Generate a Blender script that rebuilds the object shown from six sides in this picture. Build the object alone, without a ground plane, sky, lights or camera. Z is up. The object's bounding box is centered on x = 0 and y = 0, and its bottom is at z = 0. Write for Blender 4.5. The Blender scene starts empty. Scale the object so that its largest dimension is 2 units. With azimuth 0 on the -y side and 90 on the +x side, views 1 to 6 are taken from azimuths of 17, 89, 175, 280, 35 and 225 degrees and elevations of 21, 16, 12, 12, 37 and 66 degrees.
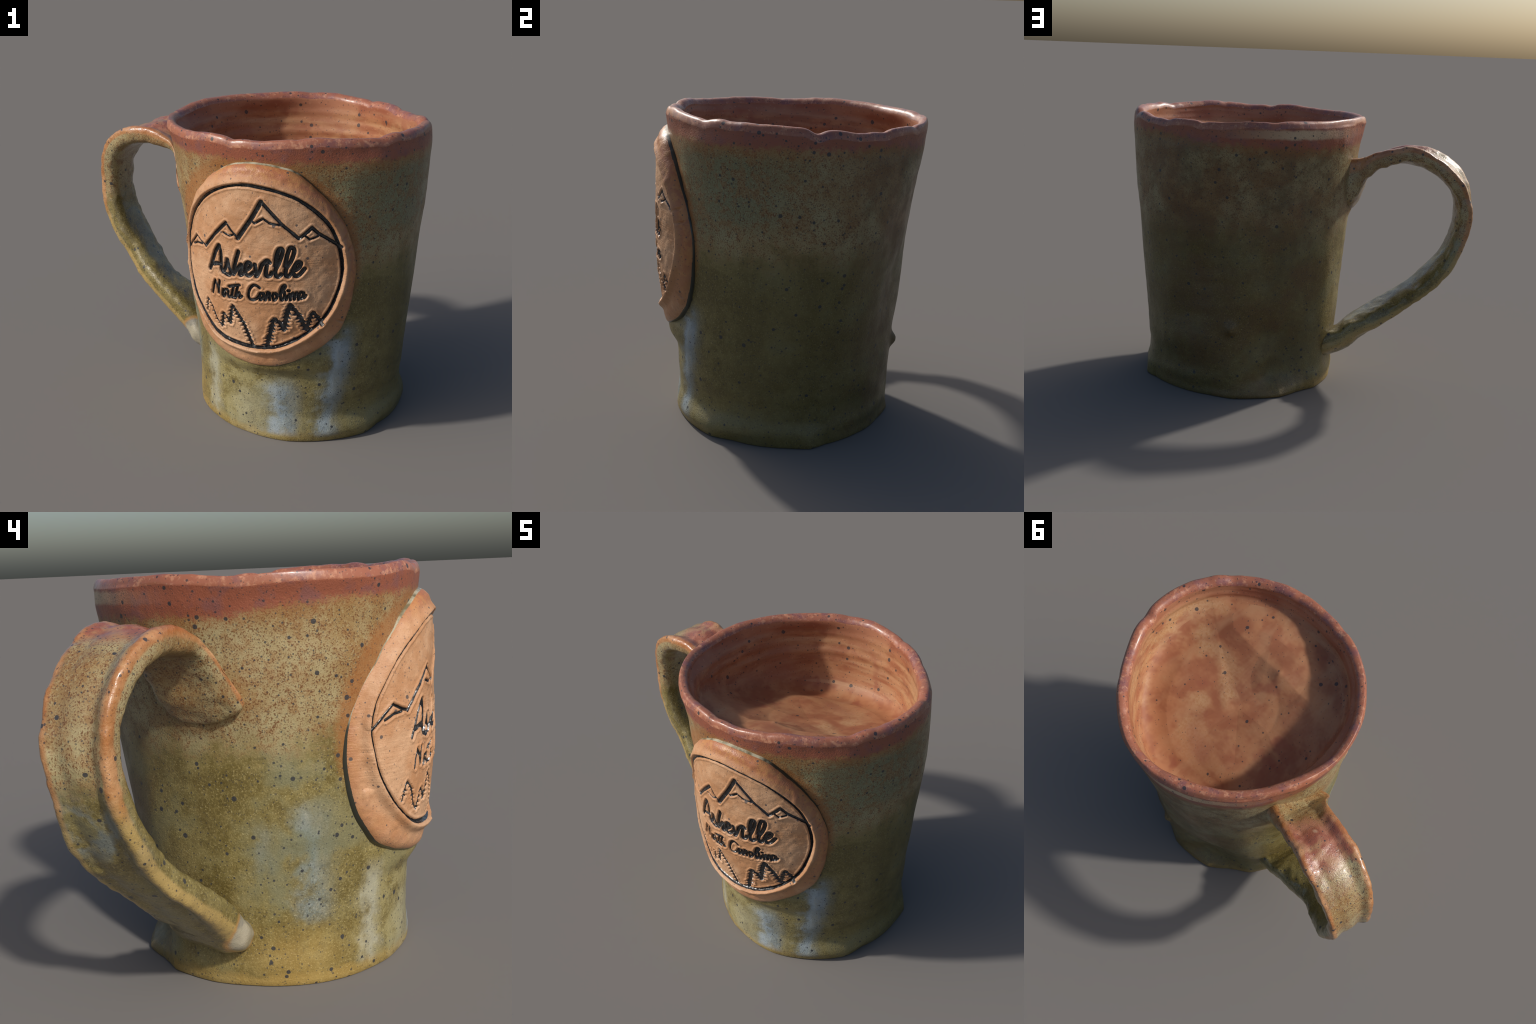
"""Hand-thrown stoneware mug with a stamped clay medallion, a pulled strap handle
and speckled glaze.  Everything is lofted from profiles, splines and rules."""
import bpy, math
import numpy as np

TAU = 2 * math.pi
rng = np.random.default_rng(7)

# ------------------------------------------------------------------ helpers
def hermite(xs, ys, x):
    """Monotone-ish cubic interpolation of table rows ys at knots xs."""
    xs = np.asarray(xs, float); ys = np.asarray(ys, float)
    if ys.ndim == 1:
        ys = ys[:, None]
    d = np.gradient(ys, xs, axis=0)
    x = np.clip(np.asarray(x, float), xs[0], xs[-1])
    i = np.clip(np.searchsorted(xs, x, side="right") - 1, 0, len(xs) - 2)
    h = (xs[i + 1] - xs[i]); t = ((x - xs[i]) / h)[..., None]; h = h[..., None]
    return ((2*t**3 - 3*t**2 + 1) * ys[i] + (t**3 - 2*t**2 + t) * h * d[i]
            + (-2*t**3 + 3*t**2) * ys[i + 1] + (t**3 - t**2) * h * d[i + 1])

def smoothstep(a, b, x):
    t = np.clip((x - a) / (b - a), 0, 1)
    return t * t * (3 - 2 * t)

def value_noise(P, scale, seed=0):
    """Vectorised 3D value noise in [-1, 1]."""
    Q = np.asarray(P, float) * scale + 131.7 * (seed + 1)
    I = np.floor(Q).astype(np.int64); f = Q - I; f = f * f * (3 - 2 * f)
    out = 0.0
    for dx in (0, 1):
        for dy in (0, 1):
            for dz in (0, 1):
                h = ((I[..., 0] + dx) * 374761393 + (I[..., 1] + dy) * 668265263 + (I[..., 2] + dz) * 1274126177 + seed * 362437)
                h = (h ^ (h >> 13)) * 1103515245 & 0x7fffffff
                h = (h ^ (h >> 16)) * 69069 & 0x7fffffff
                v = h / 0x3fffffff - 1.0
                w = (f[..., 0] if dx else 1 - f[..., 0]) * (f[..., 1] if dy else 1 - f[..., 1]) * (f[..., 2] if dz else 1 - f[..., 2])
                out = out + v * w
    return out

def fbm(P, scale, octaves=3, seed=0):
    return sum(value_noise(P, scale * 2**k, seed + 17 * k) * 0.5**k for k in range(octaves))

def catmull(points, n, closed=False):
    """Dense Catmull-Rom curve through control points."""
    P = np.asarray(points, float)
    if closed:
        P = np.vstack([P[-1], P, P[0], P[1]])
    else:
        P = np.vstack([2 * P[0] - P[1], P, 2 * P[-1] - P[-2]])
    m = len(P) - 3
    out = []
    for k in range(m):
        t = np.linspace(0, 1, n, endpoint=False)[:, None]
        a, b, c, d = P[k:k + 4]
        out.append(0.5 * (2*b + (c - a)*t + (2*a - 5*b + 4*c - d)*t**2 + (3*b - a - 3*c + d)*t**3))
    if not closed:
        out.append(P[-2:-1])
    return np.vstack(out)

def raw_mesh(name, verts, faces):
    """faces: (n,4) int array of quads or (n,3) of triangles."""
    me = bpy.data.meshes.new(name)
    faces = np.asarray(faces, np.int32); k = faces.shape[1]
    me.vertices.add(len(verts)); me.vertices.foreach_set("co", np.asarray(verts, np.float32).ravel())
    me.loops.add(faces.size); me.loops.foreach_set("vertex_index", faces.ravel())
    me.polygons.add(len(faces))
    me.polygons.foreach_set("loop_start", np.arange(0, faces.size, k, dtype=np.int32))
    me.polygons.foreach_set("loop_total", np.full(len(faces), k, np.int32))
    me.update(calc_edges=True); me.validate()
    return me

def vertex_normals(verts, faces):
    V = np.asarray(verts, float); N = np.zeros_like(V)
    q = V[faces]
    if faces.shape[1] == 4:
        n = np.cross(q[:, 2] - q[:, 0], q[:, 3] - q[:, 1])
    else:
        n = np.cross(q[:, 1] - q[:, 0], q[:, 2] - q[:, 0])
    for j in range(faces.shape[1]):
        for c in range(3):
            N[:, c] += np.bincount(faces[:, j], n[:, c], len(V))
    return N / np.maximum(np.linalg.norm(N, axis=1, keepdims=True), 1e-12)

def make_part(name, verts, faces, material, parent, normals=None, smooth=True):
    """Compact the used vertices into a mesh object; keep whole-body normals when given."""
    faces = np.asarray(faces); used = np.unique(faces)
    remap = np.full(len(verts), -1, np.int64); remap[used] = np.arange(len(used))
    me = raw_mesh(name, np.asarray(verts)[used], remap[faces])
    me.polygons.foreach_set("use_smooth", np.full(len(me.polygons), smooth))
    if normals is not None and smooth:
        me.normals_split_custom_set_from_vertices(np.asarray(normals)[used].astype(np.float32).tolist())
    me.materials.append(material)
    ob = bpy.data.objects.new(name, me); bpy.context.scene.collection.objects.link(ob)
    ob.parent = parent
    return ob, used

def grid_faces(rows, cols, wrap=True):
    r = np.arange(rows - 1)[:, None]; c = np.arange(cols if wrap else cols - 1)[None]
    c2 = (c + 1) % cols
    return np.stack([r * cols + c, r * cols + c2, (r + 1) * cols + c2, (r + 1) * cols + c], -1).reshape(-1, 4)

# ------------------------------------------------------------------ node helper
class Sock:
    def __init__(s, t, o): s.t, s.o = t, o
    def _m(s, op, b=None, c=None, clamp=False): return s.t.math(op, s, b, c, clamp)
    def __add__(s, b): return s._m("ADD", b)
    __radd__ = __add__
    def __sub__(s, b): return s._m("SUBTRACT", b)
    def __rsub__(s, b): return s.t.math("SUBTRACT", b, s)
    def __mul__(s, b): return s._m("MULTIPLY", b)
    __rmul__ = __mul__
    def __truediv__(s, b): return s._m("DIVIDE", b)
    def __pow__(s, b): return s._m("POWER", b)

class Tree:
    def __init__(s, name):
        s.m = bpy.data.materials.new(name); s.m.use_nodes = True
        s.nt = s.m.node_tree; s.nt.nodes.clear()
        s.pos = s.node("ShaderNodeTexCoord").outputs["Object"]
        s.pos = Sock(s, s.pos)
    def node(s, k): return s.nt.nodes.new(k)
    def put(s, inp, v):
        if isinstance(v, Sock): s.nt.links.new(v.o, inp)
        elif isinstance(v, (tuple, list)): inp.default_value = tuple(v) + ((1.0,) if len(v) == 3 and inp.type == "RGBA" else ())
        elif v is not None: inp.default_value = v
    def math(s, op, a, b=None, c=None, clamp=False):
        n = s.node("ShaderNodeMath"); n.operation = op; n.use_clamp = clamp
        for i, v in enumerate((a, b, c)): s.put(n.inputs[i], v)
        return Sock(s, n.outputs[0])
    def xyz(s, v=None):
        n = s.node("ShaderNodeSeparateXYZ"); s.put(n.inputs[0], v or s.pos)
        return [Sock(s, o) for o in n.outputs]
    def vec(s, x, y, z):
        n = s.node("ShaderNodeCombineXYZ")
        for i, v in zip(n.inputs, (x, y, z)): s.put(i, v)
        return Sock(s, n.outputs[0])
    def scaled(s, sx, sy, sz, off=(0, 0, 0)):
        n = s.node("ShaderNodeMapping"); s.put(n.inputs["Vector"], s.pos)
        n.inputs["Scale"].default_value = (sx, sy, sz); n.inputs["Location"].default_value = off
        return Sock(s, n.outputs[0])
    def noise(s, scale, detail=3, rough=0.55, vec=None, dist=0.0):
        n = s.node("ShaderNodeTexNoise"); s.put(n.inputs["Vector"], vec or s.pos)
        n.inputs["Scale"].default_value = scale; n.inputs["Detail"].default_value = detail
        n.inputs["Roughness"].default_value = rough; n.inputs["Distortion"].default_value = dist
        return Sock(s, n.outputs["Fac"])
    def voronoi(s, scale, vec=None):
        n = s.node("ShaderNodeTexVoronoi"); s.put(n.inputs["Vector"], vec or s.pos); n.inputs["Scale"].default_value = scale
        sep = s.node("ShaderNodeSeparateColor"); s.nt.links.new(n.outputs["Color"], sep.inputs[0])
        return Sock(s, n.outputs["Distance"]), Sock(s, sep.outputs[0]), Sock(s, sep.outputs[1])
    def step(s, x, a, b, lo=0.0, hi=1.0):
        n = s.node("ShaderNodeMapRange"); n.interpolation_type = "SMOOTHSTEP"
        s.put(n.inputs["Value"], x)
        for k, v in zip(("From Min", "From Max", "To Min", "To Max"), (a, b, lo, hi)): s.put(n.inputs[k], v)
        return Sock(s, n.outputs[0])
    def mix(s, f, a, b):
        n = s.node("ShaderNodeMix"); n.data_type = "RGBA"
        s.put(n.inputs[0], f); s.put(n.inputs[6], a); s.put(n.inputs[7], b)
        return Sock(s, n.outputs[2])
    def scale_colour(s, col, f):
        n = s.node("ShaderNodeMix"); n.data_type = "RGBA"; n.blend_type = "MULTIPLY"; n.inputs[0].default_value = 1
        c = s.node("ShaderNodeCombineColor")
        for i in c.inputs: s.put(i, f)
        s.put(n.inputs[6], col); s.nt.links.new(c.outputs[0], n.inputs[7])
        return Sock(s, n.outputs[2])
    def attr(s, name):
        n = s.node("ShaderNodeAttribute"); n.attribute_name = name
        return Sock(s, n.outputs["Fac"])
    def bump(s, h, strength=0.3, dist=0.01):
        n = s.node("ShaderNodeBump"); n.inputs["Strength"].default_value = strength; n.inputs["Distance"].default_value = dist
        s.put(n.inputs["Height"], h); return Sock(s, n.outputs[0])
    def finish(s, colour, rough, normal=None, coat=0.0, spec=0.5, coat_rough=0.15):
        b = s.node("ShaderNodeBsdfPrincipled"); o = s.node("ShaderNodeOutputMaterial")
        s.put(b.inputs["Base Color"], colour); s.put(b.inputs["Roughness"], rough)
        s.put(b.inputs["Normal"], normal); b.inputs["Coat Weight"].default_value = coat
        b.inputs["Coat Roughness"].default_value = coat_rough; b.inputs["Specular IOR Level"].default_value = spec
        s.nt.links.new(b.outputs[0], o.inputs[0]); return s.m
    # iron specks: dark round dots thrown by two Voronoi fields
    def specks(s, big=13.0, small=31.0, share=0.45, size=1.0):
        warp = s.noise(60, 1)
        d, r, g = s.voronoi(big); d2, r2, g2 = s.voronoi(small)
        rad = (g * 0.13 + 0.06) * size
        a = s.step(d + (warp - 0.5) * 0.06, rad, rad + 0.035, 1, 0) * s.step(r, 1 - share, 1 - share + 0.01)
        rad2 = (g2 * 0.13 + 0.06) * size
        b = s.step(d2 + (warp - 0.5) * 0.08, rad2, rad2 + 0.06, 1, 0) * s.step(r2, 1 - share * 0.8, 1 - share * 0.8 + 0.01)
        d3, r3, g3 = s.voronoi(95)
        c = s.step(d3, g3 * 0.16 + 0.12, g3 * 0.16 + 0.26, 1, 0) * s.step(r3, 1 - share * 0.5, 1 - share * 0.5 + 0.01)
        return s.math("MAXIMUM", s.math("MAXIMUM", a, b * 0.9), c * 0.6)

AXIS = (0.318, 0.008)          # axis of the pot
ARC = 0.68                     # radius that turns angles into arc lengths

def pot_coords(t):
    """angle (degrees, -90 = medallion side), arc length from the medallion axis, height"""
    x, y, z = t.xyz()
    ang = t.math("ARCTAN2", y - AXIS[1], x - AXIS[0]) * (180 / math.pi)
    # arc measured from -90 degrees, wrapped so that the seam lies on +y
    arc = t.math("ARCTAN2", x - AXIS[0], (y - AXIS[1]) * -1.0) * ARC
    return ang, arc, z

def bell(t, x, c, w):
    """bell over an angle in degrees, wrapped at +-180"""
    d = t.math("WRAP", x - c, 180.0, -180.0) / w
    return t.math("EXPONENT", d * d * -1.0)

# ------------------------------------------------------------------ colours (linear albedo)
TAN, PALE, RUST = (.27, .17, .066), (.36, .30, .16), (.125, .046, .015)
GREEN, OLIVE, OLIVE_LIGHT = (.150, .172, .098), (.122, .092, .025), (.225, .182, .064)
BLUE, WHITE, YELLOW = (.235, .295, .335), (.45, .46, .38), (.42, .275, .08)
RED, MAUVE, SALMON = (.265, .085, .048), (.20, .08, .07), (.36, .155, .09)
SPECK = (.032, .034, .040)
CLAY, CLAY_PALE, CLAY_RED = (.44, .225, .108), (.54, .325, .188), (.34, .115, .048)

def glaze_material(name, handle=False):
    t = Tree(name)
    ang, arc, z = pot_coords(t)
    n_low = t.noise(3.2, 3, 0.6); n_mid = t.noise(11, 3, 0.6)
    grain = t.noise(165, 2, 0.6); grain2 = t.noise(100, 3, 0.7, t.scaled(1, 1, 1, (3, 1, 7))); grain3 = t.noise(36, 2, .6)
    streak = t.noise(9, 3, 0.6, t.scaled(1, 1, 0.22))
    # mottled upper glaze: pale flecks and rust pin-holes over tan
    ground = t.mix(t.step(n_low, 0.38, 0.62), TAN, PALE)
    if not handle:
        teal = bell(t, ang, -28, 34) * t.step(z, 1.0, 1.2) * t.step(z, 1.52, 1.42)
        teal = t.math("MAXIMUM", teal, bell(t, ang, -50, 30) * t.step(z, 0.95, 1.1) * 0.8 * t.step(z, 1.5, 1.4))
        ground = t.mix(teal * 0.85, ground, GREEN)
    mott = t.mix(t.step(n_mid + (grain3 - .5) * .8, 0.42, 0.66) * 0.55, ground, (.25, .125, .042))
    mott = t.mix(t.step(grain2, 0.50, 0.66) * 0.6, mott, PALE if handle else t.mix(teal, PALE, (.25, .275, .17)))
    mott = t.mix(t.step(grain + (grain3 - .5) * .25, 0.52, 0.64) * 0.85, mott, RUST)
    # lower olive glaze with light crystals
    olive = t.mix(t.step(n_low * .6 + n_mid * .25 + grain3 * .25 + (streak - 0.5) * 0.2, 0.45, 0.65), OLIVE, OLIVE_LIGHT)
    olive = t.mix(t.step(grain2, 0.48, 0.68) * 0.5, olive, (.33, .265, .10))
    olive = t.mix(t.step(grain, 0.60, 0.70) * 0.6, olive, (.46, .40, .20))
    olive = t.mix(t.step(grain, 0.44, 0.34) * 0.5, olive, (.095, .072, .028))
    olive = t.mix(t.step(n_low, 0.52, 0.66) * .35, olive, (.17, .18, .115))
    low = t.step(z + (n_low - 0.5) * 0.34 + (n_mid - 0.5) * 0.16 + (grain3 - .5) * .20, 1.10, 0.88)
    col = t.mix(low, mott, olive)
    wob = (streak - 0.5) * 16 + (n_mid - 0.5) * 16
    if not handle:
        # back of the pot: glaze darkened to brown, partly after the scan's baked shade
        back = t.math("MAXIMUM", bell(t, ang, 60, 42), bell(t, ang, 110, 40))
        col = t.mix(back * 0.8 * t.step(n_mid + (grain2 - .5) * .5, 0.3, 0.65, 0.55, 1), col, t.mix(t.step(n_low, .42, .58), (.105, .058, .027), (.085, .064, .029)))
        # olive deepened from medallion to far side, painting in the shaded flank
        flank = bell(t, ang, -5, 42) * t.step(z + (n_low - .5) * .3, 1.10, 0.85)
        col = t.mix(flank * .65 * t.step(grain2, .35, .6, .6, 1), col, (.105, .088, .030))
        # blue-white runs of rutile
        a2 = ang + wob
        run = bell(t, a2, -84, 6.5) * t.step(z, 0.42, 0.28)
        run = t.math("MAXIMUM", run, bell(t, a2 + (z - 0.35) * -14, -57.5, 6.0) * t.step(z, 0.70, 0.60))
        run = t.math("MAXIMUM", run, bell(t, a2, -156, 6.5) * t.step(z, 0.80, 0.66) * t.step(z, 0.22, 0.30))
        run = t.math("MAXIMUM", run, bell(t, a2, -173, 4) * t.step(z, 0.72, 0.6) * t.step(z, 0.42, 0.5) * 0.5)
        run = run * t.step(n_mid + (grain - 0.5) * 0.5, 0.30, 0.62, 0.35, 1.0) * t.step(z, 0.02, 0.05)
        col = t.mix(run * 0.70, col, t.mix(t.step(n_mid + (grain2 - .5) * .4, 0.48, 0.72), (.175, .235, .25), (.33, .38, .40)))
        teal_low = bell(t, a2, -160, 22) * t.step(z, 1.0, .85) * t.step(z, .2, .3) * t.step(n_low + (n_mid - .5) * .5, .46, .62)
        col = t.mix(teal_low * .4, col, (.135, .155, .105))
        front = bell(t, ang, -105, 30) * t.step(z, .50, .36) * t.step(n_mid + (grain2 - .5) * .5, .36, .60)
        col = t.mix(front * .6, col, (.33, .295, .145))
        frun = t.math("MAXIMUM", bell(t, a2, -84, 7) * t.step(z, .40, .26), bell(t, a2 + (z - 0.35) * -14, -57.5, 5) * t.step(z, .66, .56) * .7)
        col = t.mix(frun * t.step(n_mid, .36, .62, .35, 1) * .75 * t.step(z, .02, .05), col, t.mix(t.step(streak, .44, .60), (.21, .28, .36), (.33, .40, .46)))
        wrun = bell(t, a2, -128.5, 4.5) * t.step(z, 0.50, 0.38) * t.step(z, 0.02, 0.06)
        wrun = t.math("MAXIMUM", wrun, bell(t, a2, -102, 9) * t.step(z, 0.35, 0.2) * 0.45)
        col = t.mix(wrun * 0.52, col, WHITE)
        # honey-coloured break along the foot
        foot = t.step(z + (n_mid - 0.5) * 0.10, 0.085, 0.03) * t.math("MAXIMUM", bell(t, ang, -170, 60), bell(t, ang, -100, 50) * 0.6)
        foot = t.math("MAXIMUM", foot, bell(t, ang, -163, 22) * t.step(z + (n_mid - 0.5) * 0.2, 0.30, 0.12) * 0.7)
        col = t.mix(foot * 0.6, col, YELLOW)
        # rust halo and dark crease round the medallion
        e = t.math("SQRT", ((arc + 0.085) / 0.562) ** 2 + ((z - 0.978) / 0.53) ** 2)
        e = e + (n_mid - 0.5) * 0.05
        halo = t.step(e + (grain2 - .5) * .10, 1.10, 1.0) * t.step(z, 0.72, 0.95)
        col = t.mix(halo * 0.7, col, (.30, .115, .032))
        # red iron band under the lip
        dip = bell(t, ang, 120, 60) * 0.06 + bell(t, ang, 175, 22) * 0.03
        edge = z + dip + (n_mid - 0.5) * 0.035 + (n_low - 0.5) * 0.05 + (grain3 - 0.5) * 0.06 + (grain - .5) * .05
        rust_edge = t.step(edge, 1.44, 1.50)
        col = t.mix(rust_edge * 0.6 * t.step(grain2, .35, .6, .5, 1), col, (.26, .105, .032))
        band = t.step(edge, 1.485, 1.525)
        red = t.mix(t.step(n_mid, 0.48, 0.66) * .8, RED, MAUVE)
        red = t.mix(t.step(t.noise(24, 3, .7), 0.58, 0.76) * 0.4, red, SALMON)
        col = t.mix(band, col, red)
        # pale bare strip under the lip on the far side
        strip = bell(t, ang, 112, 24) * t.step(z + (n_mid - 0.5) * 0.03, 1.492, 1.508) * t.step(z + (n_mid - 0.5) * 0.03, 1.556, 1.54)
        col = t.mix(strip * 0.85, col, (.50, .38, .24))
    else:
        wear = t.attr("strap_edge")
        top = t.step(z + (n_mid - 0.5) * 0.06, 1.385, 1.43)
        red = t.mix(t.step(n_mid, 0.42, 0.6), RED, t.mix(t.step(n_low, 0.4, 0.6), SALMON, (.33, .17, .08)))
        red = t.mix(t.step(t.noise(7, 2, .6, t.scaled(1, 1, 1, (2, 5, 1))), 0.60, 0.70) * 0.8, red, (.58, .40, .26))
        col = t.mix(top * t.attr("strap_outside"), col, red)
        blue = t.step(z, 0.98, 0.86) * t.step(z, 0.66, 0.76) * t.attr("strap_outside") * t.step(n_mid, 0.42, 0.62)
        col = t.mix(blue * 0.7, col, (.17, .21, .22))
        brk = t.step(wear + (n_mid - 0.5) * 0.5, 0.55, 0.95)
        breakcol = t.mix(t.step(z + (n_low - 0.5) * 0.3, 0.80, 1.0), (.40, .28, .10), t.mix(t.step(n_mid, .42, .6), (.36, .135, .04), (.46, .23, .10)))
        col = t.mix(brk * 0.8, col, breakcol)
        col = t.mix(t.step(t.attr("strap_groove") + (n_mid - .5) * .6, .45, .9) * .6, col, (.075, .055, .025))
    col = t.mix(t.specks(19, 40, 0.66, .95) * 0.92, col, SPECK)
    h = grain * 0.8 + n_mid * 1.0 + grain3 * 0.7
    if handle:     # rutile pooled on the thumbed knob at the lower end
        x, y, zz = t.xyz()
        d = t.math("SQRT", (x + .318) ** 2 + (y - .035) ** 2 + (zz - .262) ** 2) + (n_mid - .5) * .03
        col = t.mix(t.step(d, .105, .085) * .8, col, (.45, .25, .09))
        col = t.mix(t.step(d, .088, .070) * .85, col, t.mix(t.step(n_mid, .40, .62), (.19, .21, .20), (.34, .33, .26)))
    return t.finish(col, t.step(n_mid, 0.3, 0.7, 0.26, 0.42) if handle else t.step(n_mid, 0.3, 0.7, 0.36, 0.52), t.bump(h, 0.4, 0.006), coat=0.45 if handle else 0.06, spec=0.5 if handle else 0.4)

def interior_material(name, floor=False):
    t = Tree(name)
    ang, arc, z = pot_coords(t)
    n_mid = t.noise(6, 3, 0.6, t.scaled(1, 1, 2.6)); n_low = t.noise(2.6, 2)
    fine = t.noise(70, 2, .6)
    rings = t.noise(7, 3, 0.6, t.scaled(0.35, 0.35, 3.4))
    if floor:
        rings = t.noise(5, 3, 0.55, t.scaled(1.6, 0.6, 1.0), 0.5)
    col = t.mix(t.step(n_mid, 0.40, 0.62), (.285, .105, .05), (.37, .16, .075))
    col = t.mix(t.step(rings, 0.46, 0.72) * (0.5 if floor else 0.7), col, (.43, .245, .13))
    col = t.mix(t.step(n_low, 0.56, 0.70) * 0.6, col, (.27, .085, .05))
    wash = t.step(n_low + (n_mid - .5) * .5, .44, .60) * t.math("MAXIMUM", bell(t, ang, 10, 75), .25)
    col = t.mix(wash * .65, col, t.mix(t.step(fine, .4, .65), (.45, .29, .155), (.38, .215, .095)))
    blot = t.noise(4.5, 3, .6, t.scaled(1, 1, 1, (5, 2, 4)))
    col = t.mix(t.step(blot, .58, .68) * .6, col, (.24, .07, .04))
    if not floor:
        lip = t.step(z + (n_mid - 0.5) * 0.06, 1.475, 1.54)
        col = t.mix(lip * 0.8, col, t.mix(t.step(n_low, .42, .58), RED, SALMON))
        col = t.mix(t.step(fine, .60, .75) * .25, col, (.60, .36, .22))
    col = t.mix(t.specks(17, 36, 0.45 if not floor else 0.2) * 0.85, col, SPECK)
    return t.finish(col, 0.55, t.bump(n_mid + fine * .4, 0.25, 0.006), coat=0.0, spec=.35)

def rim_material(name):
    t = Tree(name)
    n = t.noise(10, 3, .6); n2 = t.noise(28, 3, .65); f = t.noise(80, 2)
    col = t.mix(t.step(n, .46, .66), (.31, .11, .062), (.22, .085, .075))
    col = t.mix(t.step(n2, .52, .68) * .7, col, (.50, .24, .14))
    col = t.mix(t.step(f, .58, .72) * .35, col, (.55, .33, .2))
    col = t.mix(t.specks(19, 42, 0.6) * 0.9, col, SPECK)
    return t.finish(col, t.step(n2, .35, .7, .32, .5), t.bump(n2 + f * .5, 0.2, 0.005), coat=0.12)

def clay_material(name):
    t = Tree(name)
    ang, arc, z = pot_coords(t)
    n = t.noise(5, 3, .6); n2 = t.noise(26, 3, .65); f = t.noise(170, 2, .6)
    lines = t.noise(5, 3, .6, t.scaled(1.2, 1.2, 24))
    col = t.mix(t.step(n, .38, .64), CLAY, CLAY_PALE)
    col = t.mix(t.step(f, .46, .72) * .35, col, (.36, .16, .075))
    col = t.mix(t.step(n2, .58, .74) * .3, col, (.70, .45, .28))
    e = t.math("SQRT", ((arc + 0.085) / 0.562) ** 2 + ((z - 0.978) / 0.53) ** 2) + (n2 - 0.5) * 0.06 + (n - .5) * 0.08
    rust = t.step(e - bell(t, arc * 84, -42, 22) * .05, 0.80, 0.95) * t.step(z + arc * 0.15, 0.70, 1.05, 0.35, 1.0)
    col = t.mix(rust * 0.85, col, t.mix(t.step(n2, .4, .6), CLAY_RED, (.42, .18, .06)))
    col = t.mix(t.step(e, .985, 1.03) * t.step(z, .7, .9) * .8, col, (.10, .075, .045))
    col = t.mix(t.specks(19, 46, 0.36, .85) * 0.85, col, (.06, .058, .062))
    h = f * 0.9 + n2 * 0.6 + lines * t.step(z, .72, .85) * t.step(z, 1.2, 1.05) * 1.4
    return t.finish(col, t.step(e, .86, 1.0, .55, .36), t.bump(h, 0.35, 0.005), spec=0.4)

def black_material(name):
    t = Tree(name)
    n = t.noise(30, 3); f = t.noise(90, 2)
    col = t.mix(t.step(n, .5, .72), (.014, .015, .017), (.05, .055, .06))
    return t.finish(col, t.step(f, .3, .7, .18, .34), t.bump(n + f * .4, 0.5, 0.006), coat=0.3)

def seam_material(name):
    """glaze pooled in the crack round the medallion: dark, white highlight painted upper left"""
    t = Tree(name)
    ang, arc, z = pot_coords(t)
    n = t.noise(14, 3, .6)
    pale = t.step(z - arc * .55 + (n - .5) * .25, 1.36, 1.46)
    return t.finish(t.mix(pale, (.035, .036, .026), t.mix(t.step(n, .4, .6), (.16, .14, .08), (.42, .39, .28))), .3, t.bump(n, .3, .005), coat=.3)

def foot_material(name):
    t = Tree(name)
    n = t.noise(20, 3)
    return t.finish(t.mix(n, (.16, .10, .05), (.28, .19, .10)), 0.7, t.bump(n, .3, .005))

# ------------------------------------------------------------------ pot profile
# height, radius, axis x, axis y, 2nd / 3rd / 4th harmonics (cos, sin) of the out-of-round section
PROFILE = [
    (0.00, .566, .331, -.004, .001, -.006, .003, -.002, .004, .006),
    (0.07, .562, .333, -.006, .001, .012, -.005, -.002, .005, -.006),
    (0.15, .554, .328, .000, -.008, .014, -.001, -.004, .008, .000),
    (0.30, .570, .328, .004, -.003, .004, -.004, .003, .000, -.002),
    (0.45, .579, .325, .000, .001, -.007, .001, .000, .002, -.002),
    (0.60, .591, .323, .000, .004, -.004, .004, .001, .000, .001),
    (0.80, .602, .320, .005, .008, .000, .007, .001, .000, .001),
    (1.00, .617, .319, .016, .007, .006, .005, .006, -.002, .002),
    (1.20, .637, .314, .021, .014, .005, .005, .001, .001, -.002),
    (1.40, .654, .308, .022, .013, .001, .010, -.010, .002, .000),
    (1.50, .669, .303, .018, .011, -.006, .010, -.014, .003, -.003),
    (1.58, .676, .298, .017, .010, -.004, .003, -.015, .005, -.002),
]
PROFILE = np.array(PROFILE)
# lip line: radius and height as harmonics 1..9 (cos, sin) of the angle about LIP_AXIS
LIP_AXIS = (.293, .0166)
LIP_R = [(0, 0), (.0092, -.0031), (.0014, -.0148), (.0061, -.0023), (.0013, .0002), (-.0005, .0022), (-.0006, -.0018), (.0021, .0003), (.0004, -.0002)]
LIP_Z = [(-.0008, -.016), (-.0017, -.0103), (.0029, -.0013), (.0003, -.0021), (.0019, .0004), (.0019, -.0026), (.0025, -.0019), (-.0015, .0012), (.0011, .0020)]

# outline of the foot on the table: angle about AXIS (degrees), radius; slightly polygonal on the far side
FOOT = [(-151, .561), (-141, .561), (-129, .558), (-115, .565), (-105, .566), (-94, .576), (-82, .586), (-67, .586), (-54, .590), (-40, .600), (-28, .574), (-18, .580),
        (0, .582), (12, .597), (21, .564), (31, .552), (43, .543), (53, .542), (67, .541), (75, .555), (82, .569), (96, .561), (111, .568), (124, .537),
        (131, .537), (139, .554), (150, .549), (162, .552), (177, .546), (193, .554)]
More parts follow.
